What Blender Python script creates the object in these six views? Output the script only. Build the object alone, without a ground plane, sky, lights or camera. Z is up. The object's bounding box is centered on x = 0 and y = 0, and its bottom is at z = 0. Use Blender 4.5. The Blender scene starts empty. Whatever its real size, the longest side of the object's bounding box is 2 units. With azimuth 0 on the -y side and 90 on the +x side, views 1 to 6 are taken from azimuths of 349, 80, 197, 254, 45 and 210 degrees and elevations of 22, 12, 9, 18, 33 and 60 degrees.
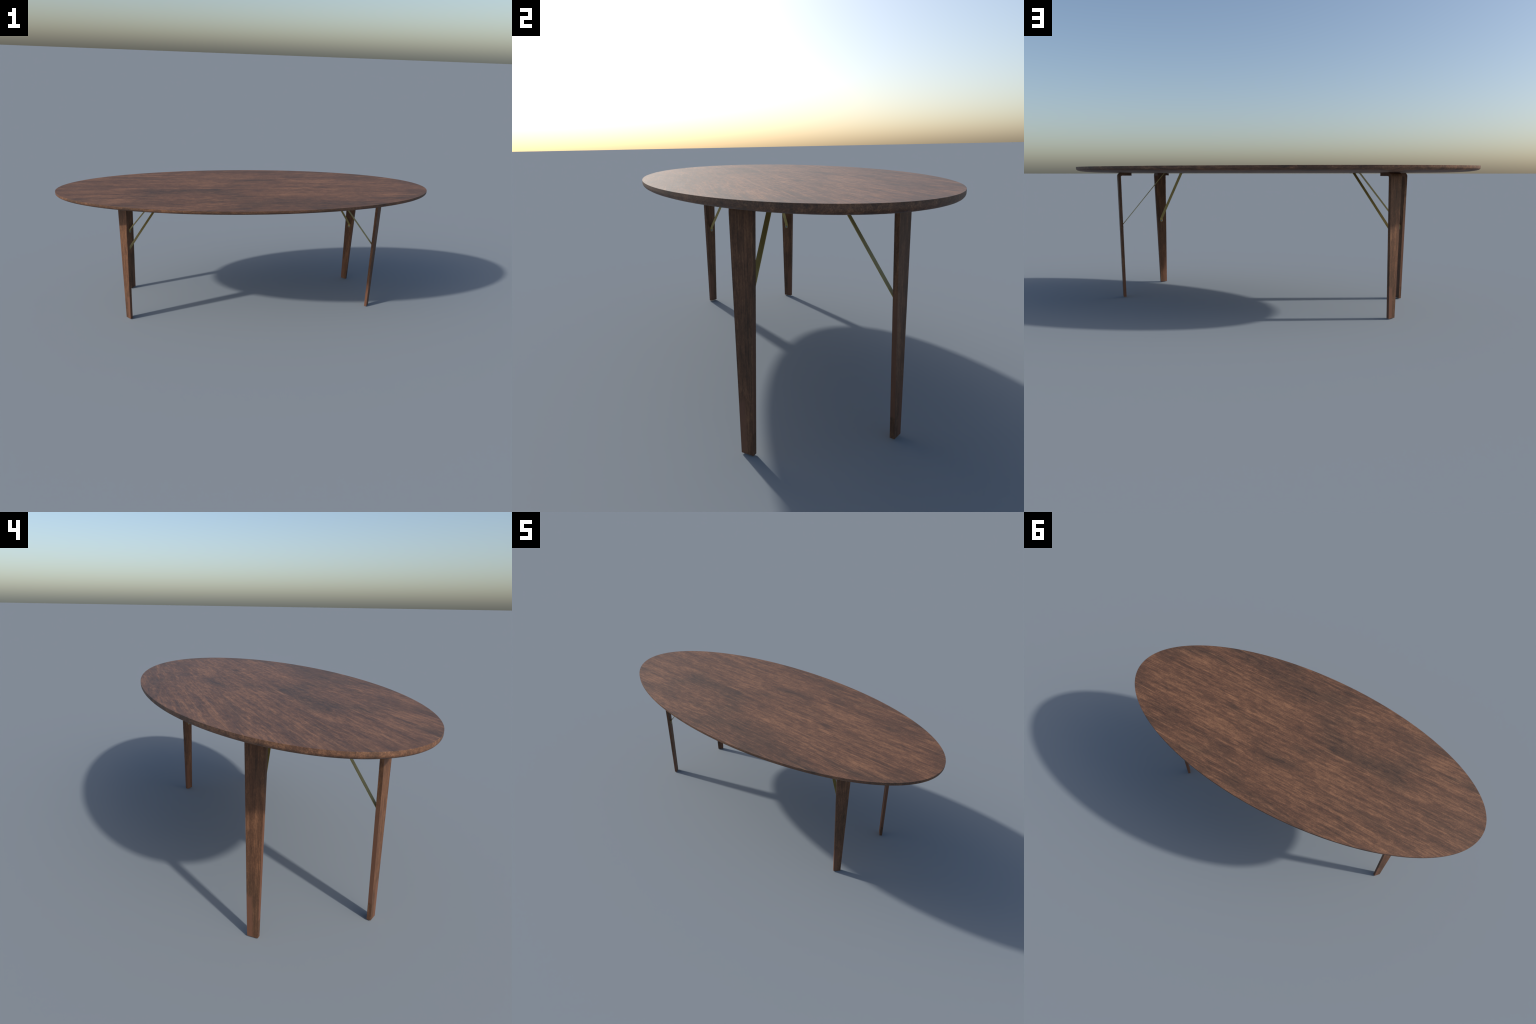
import bpy, bmesh, math
from mathutils import Vector, Matrix

# ------------------------------------------------------------------ sizes (m)
HALF_LENGTH, HALF_WIDTH, TOP_Z = 1.0, 0.4428, 0.6462
LEG_X, LEG_Y, LEG_SHIFT = 0.6658, 0.1953, -0.0015   # middle of a leg's outer face
LEG_TURN = math.radians(39.8)                       # direction the outer face looks in
LEG_FOOT_WIDTH, LEG_HEAD_WIDTH = 0.0345, 0.0630
LEG_THICK = 0.0130
FLANGE_TOP, FLANGE_UNDER, FLANGE_END = 0.6180, 0.6030, 0.0630
BEND_OUTER, BEND_INNER = 0.0190, 0.0060
BRACE_WIDTH, BRACE_THICK = 0.0145, 0.0022
SCREW_Z, BEND_Z = 0.3510, 0.3642


# ------------------------------------------------------------------ materials
class Nodes:
    """Tiny helper for wiring shader nodes."""
    def __init__(self, name):
        self.mat = bpy.data.materials.new(name)
        self.mat.use_nodes = True
        self.tree = self.mat.node_tree
        self.bsdf = self.tree.nodes["Principled BSDF"]

    def add(self, kind, inputs=None, **props):
        n = self.tree.nodes.new(kind)
        for k, v in props.items():
            setattr(n, k, v)
        for k, v in (inputs or {}).items():
            self.put(n.inputs[k], v)
        return n

    def put(self, socket, v):
        if isinstance(v, bpy.types.NodeSocket):
            self.tree.links.new(v, socket)
        else:
            socket.default_value = v

    def math(self, op, a, b=0.0, c=0.0, clamp=False):
        n = self.add("ShaderNodeMath", {0: a, 1: b, 2: c}, operation=op, use_clamp=clamp)
        return n.outputs[0]

    def noise(self, vec, scale_xyz, offset=(0, 0, 0), detail=4.0, rough=0.55, distort=0.0):
        m = self.add("ShaderNodeMapping", {"Vector": vec, "Scale": scale_xyz, "Location": offset})
        n = self.add("ShaderNodeTexNoise", {"Vector": m.outputs[0], "Scale": 1.0, "Detail": detail,
                                            "Roughness": rough, "Distortion": distort})
        return n.outputs["Fac"]

    def ramp(self, fac, stops, interp="LINEAR"):
        n = self.add("ShaderNodeValToRGB", {"Fac": fac})
        n.color_ramp.interpolation = interp
        e = n.color_ramp.elements
        while len(e) < len(stops):
            e.new(0.5)
        for el, (p, c) in zip(e, stops):
            el.position = p
            el.color = (*c, 1) if not isinstance(c, float) else (c, c, c, 1)
        return n.outputs["Color"]

    def mix(self, fac, a, b, blend="MIX"):
        n = self.add("ShaderNodeMix", data_type="RGBA", blend_type=blend)
        for s, v in ((n.inputs[0], fac), (n.inputs[6], a), (n.inputs[7], b)):
            self.put(s, v)
        return n.outputs[2]


def rgb(*c):
    return (*c, 1.0)


WALNUT_DARK, WALNUT_MID, WALNUT_LIGHT = (0.040, 0.0205, 0.0120), (0.110, 0.0500, 0.0265), (0.265, 0.125, 0.062)


def walnut(name, along, gloss, contrast=1.0, tone=1.0, vary=False, plain_patch=False):
    """Dark oiled walnut with the grain along one object axis (0 = x, 2 = z)."""
    N = Nodes(name)
    coord = N.add("ShaderNodeTexCoord").outputs["Object"]
    vec = coord
    if vary:
        info = N.add("ShaderNodeObjectInfo")
        shift = N.add("ShaderNodeCombineXYZ", {0: N.math("MULTIPLY", info.outputs["Random"], 7.0),
                                               1: N.math("MULTIPLY", info.outputs["Random"], 3.0),
                                               2: N.math("MULTIPLY", info.outputs["Random"], 11.0)})
        vec = N.add("ShaderNodeVectorMath", {0: coord, 1: shift.outputs[0]}, operation="ADD").outputs[0]

    def stretch(fine, coarse):
        s = [fine, fine, fine]
        s[along] = coarse
        return tuple(s)

    cloud = N.noise(vec, stretch(6.5, 2.6), (3.1, 1.7, 0.4), 3.0, 0.6, 0.5)        # broad dark and warm zones
    band = N.noise(vec, stretch(30, 2.6), (0.3, 5.2, 2.0), 4.0, 0.62, 0.2)         # growth bands
    streak = N.noise(vec, stretch(170, 5.0), (8.3, 0.6, 4.4), 5.0, 0.72, 0.05)      # long thin streaks
    mottle = N.noise(vec, stretch(85, 24), (4.9, 3.6, 1.4), 3.0, 0.6, 0.3)         # short dark flecks
    fibre = N.noise(vec, stretch(480, 12), (1.9, 7.7, 6.0), 3.0, 0.75)              # fibres
    speck = N.noise(vec, stretch(330, 170), (2.2, 9.1, 3.3), 2.0, 0.6)             # grainy pores

    v = N.math("MULTIPLY", cloud, 0.75)
    v = N.math("MULTIPLY_ADD", band, 0.75, v)
    v = N.math("MULTIPLY_ADD", streak, 0.95, v)
    v = N.math("MULTIPLY_ADD", mottle, 0.80, v)
    v = N.math("MULTIPLY_ADD", fibre, 0.75, v)
    v = N.math("MULTIPLY_ADD", speck, 0.55, v)
    v = N.math("MULTIPLY_ADD", v, contrast, 0.5 - 2.28 * contrast)                                      # centre near 0.5
    col = N.ramp(v, [(0.10, WALNUT_DARK), (0.50, WALNUT_MID), (0.95, WALNUT_LIGHT)])
    # a few pale orange flashes in the grain
    flash = N.noise(vec, stretch(75, 3.0), (6.1, 4.3, 9.2), 3.0, 0.6)
    flash = N.add("ShaderNodeMapRange", {"Value": flash, "From Min": 0.62, "From Max": 0.76, "To Max": 0.55}).outputs[0]
    col = N.mix(flash, col, rgb(0.29, 0.140, 0.070))
    # the darkest zones are greyer
    grey = N.add("ShaderNodeMapRange", {"Value": cloud, "From Min": 0.50, "From Max": 0.34, "To Min": 0.0, "To Max": 0.5}).outputs[0]
    col = N.mix(grey, col, N.mix(1.0, col, rgb(0.86, 1.0, 1.05), "MULTIPLY"))
    # open pores: short dark dashes
    pore = N.noise(vec, stretch(520, 34), (5.5, 2.5, 8.0), 2.0, 0.5)
    dash = N.add("ShaderNodeMapRange", {"Value": pore, "From Min": 0.60, "From Max": 0.70, "To Max": 0.5}).outputs[0]
    col = N.mix(dash, col, rgb(*WALNUT_DARK))

    if plain_patch:
        # smooth reddish areas: low down beside one edge, and along the opposite narrow side
        sep = N.add("ShaderNodeSeparateXYZ", {0: coord})
        y, z = sep.outputs["Y"], sep.outputs["Z"]
        wob = N.noise(vec, (40, 40, 14), (0, 0, 0), 3.0, 0.5)
        low = N.math("MULTIPLY_ADD", wob, -0.08, z)
        low = N.add("ShaderNodeMapRange", {"Value": low, "From Min": 0.105, "From Max": 0.090}).outputs[0]
        edge = N.math("MULTIPLY_ADD", wob, 0.018, y)
        edge = N.add("ShaderNodeMapRange", {"Value": edge, "From Min": 0.011, "From Max": 0.003}).outputs[0]
        patch = N.math("MULTIPLY", N.math("MULTIPLY", low, edge), 0.8)
        half = N.math("MULTIPLY_ADD", z, (LEG_HEAD_WIDTH - LEG_FOOT_WIDTH) / 2 / 0.595, LEG_FOOT_WIDTH / 2)
        narrow = N.math("GREATER_THAN", y, N.math("SUBTRACT", half, 0.0012))
        span = N.math("MULTIPLY", N.add("ShaderNodeMapRange", {"Value": z, "From Min": 0.058, "From Max": 0.062}).outputs[0],
                      N.add("ShaderNodeMapRange", {"Value": z, "From Min": 0.42, "From Max": 0.34}).outputs[0])
        strip = N.math("MULTIPLY", N.math("MULTIPLY", narrow, span), 0.8)
        col = N.mix(N.math("MAXIMUM", patch, strip), col, rgb(0.150, 0.067, 0.040))

    col = N.mix(1.0, col, rgb(tone, tone * 1.005, tone * 0.985), "MULTIPLY")
    N.put(N.bsdf.inputs["Base Color"], col)
    rough = N.add("ShaderNodeMapRange", {"Value": streak, "From Min": 0.3, "From Max": 0.7, "To Min": 0.55, "To Max": 0.63}).outputs[0]
    N.put(N.bsdf.inputs["Roughness"], rough)
    N.bsdf.inputs["Specular IOR Level"].default_value = gloss
    h = N.math("MULTIPLY_ADD", fibre, 0.6, N.math("MULTIPLY", dash, -0.6))
    bump = N.add("ShaderNodeBump", {"Height": h, "Strength": 0.12, "Distance": 0.001})
    N.put(N.bsdf.inputs["Normal"], bump.outputs[0])
    return N.mat


def brass():
    N = Nodes("aged_brass")
    coord = N.add("ShaderNodeTexCoord").outputs["Object"]
    t = N.noise(coord, (40, 40, 40), detail=3.0)
    N.put(N.bsdf.inputs["Base Color"], N.ramp(t, [(0.3, (0.34, 0.262, 0.080)), (0.7, (0.41, 0.320, 0.105))]))
    N.bsdf.inputs["Metallic"].default_value = 0.35
    N.put(N.bsdf.inputs["Roughness"], N.add("ShaderNodeMapRange", {"Value": t, "To Min": 0.36, "To Max": 0.48}).outputs[0])
    return N.mat


def steel():
    N = Nodes("brushed_steel")
    coord = N.add("ShaderNodeTexCoord").outputs["Object"]
    t = N.noise(coord, (600, 600, 600), detail=2.0)
    N.put(N.bsdf.inputs["Base Color"], N.ramp(t, [(0.3, (0.17, 0.185, 0.205)), (0.7, (0.22, 0.235, 0.255))]))
    N.bsdf.inputs["Metallic"].default_value = 0.9
    N.bsdf.inputs["Roughness"].default_value = 0.4
    return N.mat


# ------------------------------------------------------------------ helpers
def make_object(name, bm, mat, parent, angle=35):
    bmesh.ops.recalc_face_normals(bm, faces=bm.faces)
    me = bpy.data.meshes.new(name)
    bm.to_mesh(me)
    bm.free()
    for p in me.polygons:
        p.use_smooth = True
    me.set_sharp_from_angle(angle=math.radians(angle))
    me.materials.append(mat)
    ob = bpy.data.objects.new(name, me)
    bpy.context.scene.collection.objects.link(ob)
    ob.parent = parent
    return ob


def loft(bm, rings, close_ends=True):
    """Skin closed rings of equal length."""
    vs = [[bm.verts.new(p) for p in r] for r in rings]
    n = len(rings[0])
    for a, b in zip(vs, vs[1:]):
        for i in range(n):
            bm.faces.new((a[i], a[(i + 1) % n], b[(i + 1) % n], b[i]))
    if close_ends:
        bm.faces.new(vs[0])
        bm.faces.new(list(reversed(vs[-1])))
    return vs


def soft_edges(bm, width, min_angle, segments=2):
    edges = [e for e in bm.edges if len(e.link_faces) == 2 and e.calc_face_angle(0) > math.radians(min_angle)]
    bmesh.ops.bevel(bm, geom=edges, offset=width, segments=segments, profile=0.5, affect="EDGES", clamp_overlap=True)


# ------------------------------------------------------------------ parts
def build_tabletop(mat, parent):
    """Elliptical board: thin upright lip, edge swept under into a shallow bowed underside."""
    profile = [  # (distance in from the rim, height)
        (0.300, TOP_Z), (0.050, TOP_Z), (0.0030, TOP_Z), (0.0003, TOP_Z), (0.0, TOP_Z - 0.0003),
        (0.0, 0.6385), (0.0003, 0.6358), (0.0016, 0.6330), (0.0038, 0.6306), (0.0076, 0.6285), (0.0140, 0.6266),
        (0.0250, 0.6244), (0.0430, 0.6222), (0.0700, 0.6202), (0.1050, 0.6186), (0.1500, 0.6174), (0.2100, 0.6165),
        (0.2800, 0.6160), (0.3600, 0.6158)]
    steps = 320
    bm = bmesh.new()
    rings = []
    for inset, z in profile:
        a, b = HALF_LENGTH - inset, HALF_WIDTH - inset
        rings.append([Vector((a * math.cos(t), b * math.sin(t), z))
                      for t in (math.tau * i / steps for i in range(steps))])
    loft(bm, rings)
    return make_object("tabletop", bm, mat, parent, 32)


def leg_side_profile():
    """Pairs of outer/inner points from the foot, round the bend, to the end of the flange.
    Local x points outward from the table, z up."""
    pairs = [((0, z), (-LEG_THICK, z)) for z in (0.0, 0.15, 0.30, 0.45, 0.55)]
    turn = FLANGE_TOP - BEND_OUTER
    pairs.append(((0, turn - 0.010), (-LEG_THICK, FLANGE_UNDER - BEND_INNER - 0.006)))
    arc = 10
    for i in range(arc + 1):
        a = math.pi / 2 * i / arc
        outer = (-BEND_OUTER + BEND_OUTER * math.cos(a), turn + BEND_OUTER * math.sin(a))
        inner = (-LEG_THICK - BEND_INNER + BEND_INNER * math.cos(a), FLANGE_UNDER - BEND_INNER + BEND_INNER * math.sin(a))
        pairs.append((outer, inner))
    pairs += [((-x, FLANGE_TOP), (-x, FLANGE_UNDER)) for x in (0.035, FLANGE_END)]
    return pairs


def build_leg_mesh():
    bm = bmesh.new()
    rings = []
    for outer, inner in leg_side_profile():
        ring = []
        for (x, z), sides in ((outer, (-1, 1)), (inner, (1, -1))):
            half = (LEG_FOOT_WIDTH + (LEG_HEAD_WIDTH - LEG_FOOT_WIDTH) * min(z / 0.595, 1.0)) / 2
            ring += [Vector((x, s * half, z)) for s in sides]
        rings.append(ring)
    loft(bm, rings)
    soft_edges(bm, 0.0009, 40)
    return bm


def build_brace_mesh(mirror):
    """Flat brass strip: short tab on the leg, slanted run inward, tab under the top.
    Built in table axes for the leg in the +x +y corner; mirror flips it in y."""
    n = Vector((math.cos(LEG_TURN), math.sin(LEG_TURN), 0))
    leg_side = Vector((n.y, -n.x, 0))
    on_leg = Vector((LEG_X, LEG_Y, 0)) - n * (LEG_THICK + BRACE_THICK / 2 - 0.0002) + leg_side * 0.0025
    low = on_leg + Vector((0, 0, BEND_Z))
    high = Vector((0.4705, 0.0864, 0.6168))
    run = (high - low).normalized()
    flat = Vector((run.x, run.y, 0)).normalized()
    run_side = Vector((0.563, -0.820, 0.100))                 # the strip is twisted a little by the slanted bend
    run_side = (run_side - run * run_side.dot(run)).normalized()
    flat_side = Vector((flat.y, -flat.x, 0))
    up = Vector((0, 0, 1))

    # stations: centre, side direction, direction of travel, half width
    st = []
    r = BRACE_WIDTH / 2
    for i in range(7):                                        # rounded lower end
        a = math.pi / 2 * i / 6
        st.append((on_leg + up * (SCREW_Z - r * math.cos(a) * 0.98), leg_side, up, max(r * math.sin(a), 0.0012)))
    st.append((low - up * 0.003, leg_side, up, r))
    for i in range(1, 4):                                     # bend off the leg
        k = i / 4
        p = (low - up * 0.003).lerp(low, min(1, 2 * k)) if k <= 0.5 else low.lerp(low + run * 0.004, 2 * k - 1)
        st.append((p, leg_side.lerp(run_side, k).normalized(), up.lerp(run, k).normalized(), r))
    st.append((low + run * 0.005, run_side, run, r))
    st.append((low.lerp(high, 0.5), run_side, run, r))
    st.append((high - run * 0.005, run_side, run, r))
    for i in range(1, 4):                                     # bend onto the underside
        k = i / 4
        p = (high - run * 0.005).lerp(high, min(1, 2 * k)) if k <= 0.5 else high.lerp(high + flat * 0.004, 2 * k - 1)
        st.append((p, run_side.lerp(flat_side, k).normalized(), run.lerp(flat, k).normalized(), r))
    tab = 0.024
    st.append((high + flat * 0.005, flat_side, flat, r))
    for i in range(7):                                        # rounded upper end
        a = math.pi / 2 * i / 6
        st.append((high + flat * (tab - r + r * math.sin(a) * 0.98), flat_side, flat, max(r * math.cos(a), 0.0012)))

    bm = bmesh.new()
    rings = []
    for p, side, go, half in st:
        thick = side.cross(go).normalized() * (BRACE_THICK / 2)
        rings.append([p + side * half + thick, p - side * half + thick, p - side * half - thick, p + side * half - thick])
    loft(bm, rings)
    soft_edges(bm, 0.0004, 60, 1)
    screws = [(on_leg + up * SCREW_Z - n * (BRACE_THICK / 2), -n),
              (high + flat * (tab - r) - up * (BRACE_THICK / 2), -up)]
    if mirror:
        flip = Matrix.Diagonal((1, -1, 1))
        bmesh.ops.transform(bm, matrix=flip.to_4x4(), verts=bm.verts)
        screws = [(flip @ p, flip @ d) for p, d in screws]
    return bm, screws


def build_screw_mesh():
    """Low domed screw head, axis along local +z, with a cross recess."""
    bm = bmesh.new()
    rings = []
    for rad, z in ((0.0052, -0.0008), (0.0052, 0.0004), (0.0046, 0.0009), (0.0030, 0.0013), (0.0012, 0.0015)):
        rings.append([Vector((rad * math.cos(math.tau * i / 20), rad * math.sin(math.tau * i / 20), z)) for i in range(20)])
    loft(bm, rings)
    return bm


# ------------------------------------------------------------------ assembly
table = bpy.data.objects.new("dining_table", None)
bpy.context.scene.collection.objects.link(table)
table["label"] = "dark walnut oval dining table with bent legs and brass braces"
table["category"] = "table"

wood_top = walnut("walnut_board", 0, 0.52, 0.96, 1.13)
wood_leg = walnut("walnut_leg", 2, 0.3, 0.8, 1.03, vary=True, plain_patch=True)
metal_brace, metal_screw = brass(), steel()

build_tabletop(wood_top, table)

leg = make_object("leg", build_leg_mesh(), wood_leg, table)
corners = [(1, 1), (-1, -1), (1, -1), (-1, 1)]
for i, (sx, sy) in enumerate(corners):
    ob = leg if i == 0 else leg.copy()
    if i:
        bpy.context.scene.collection.objects.link(ob)
    ob.location = (sx * LEG_X + LEG_SHIFT, sy * LEG_Y, 0)
    ob.scale.y = -1 if sx == sy else 1                 # legs are mirror images across the table
    ob.rotation_euler = (0, 0, math.atan2(sy * math.sin(LEG_TURN), sx * math.cos(LEG_TURN)))

screw = None
for mirror, turns in ((False, (0, math.pi)), (True, (0, math.pi))):
    bm, seats = build_brace_mesh(mirror)
    first = make_object("brace", bm, metal_brace, table)
    for k, turn in enumerate(turns):
        br = first if k == 0 else first.copy()
        if k:
            bpy.context.scene.collection.objects.link(br)
        br.rotation_euler = (0, 0, turn)
        br.location = (LEG_SHIFT, 0, 0)
        for pos, axis in seats:
            if screw is None:
                screw = make_object("screw", build_screw_mesh(), metal_screw, br, 60)
                s = screw
            else:
                s = screw.copy()
                bpy.context.scene.collection.objects.link(s)
            s.parent = br
            s.location = pos
            s.rotation_euler = axis.to_track_quat("Z", "Y").to_euler()
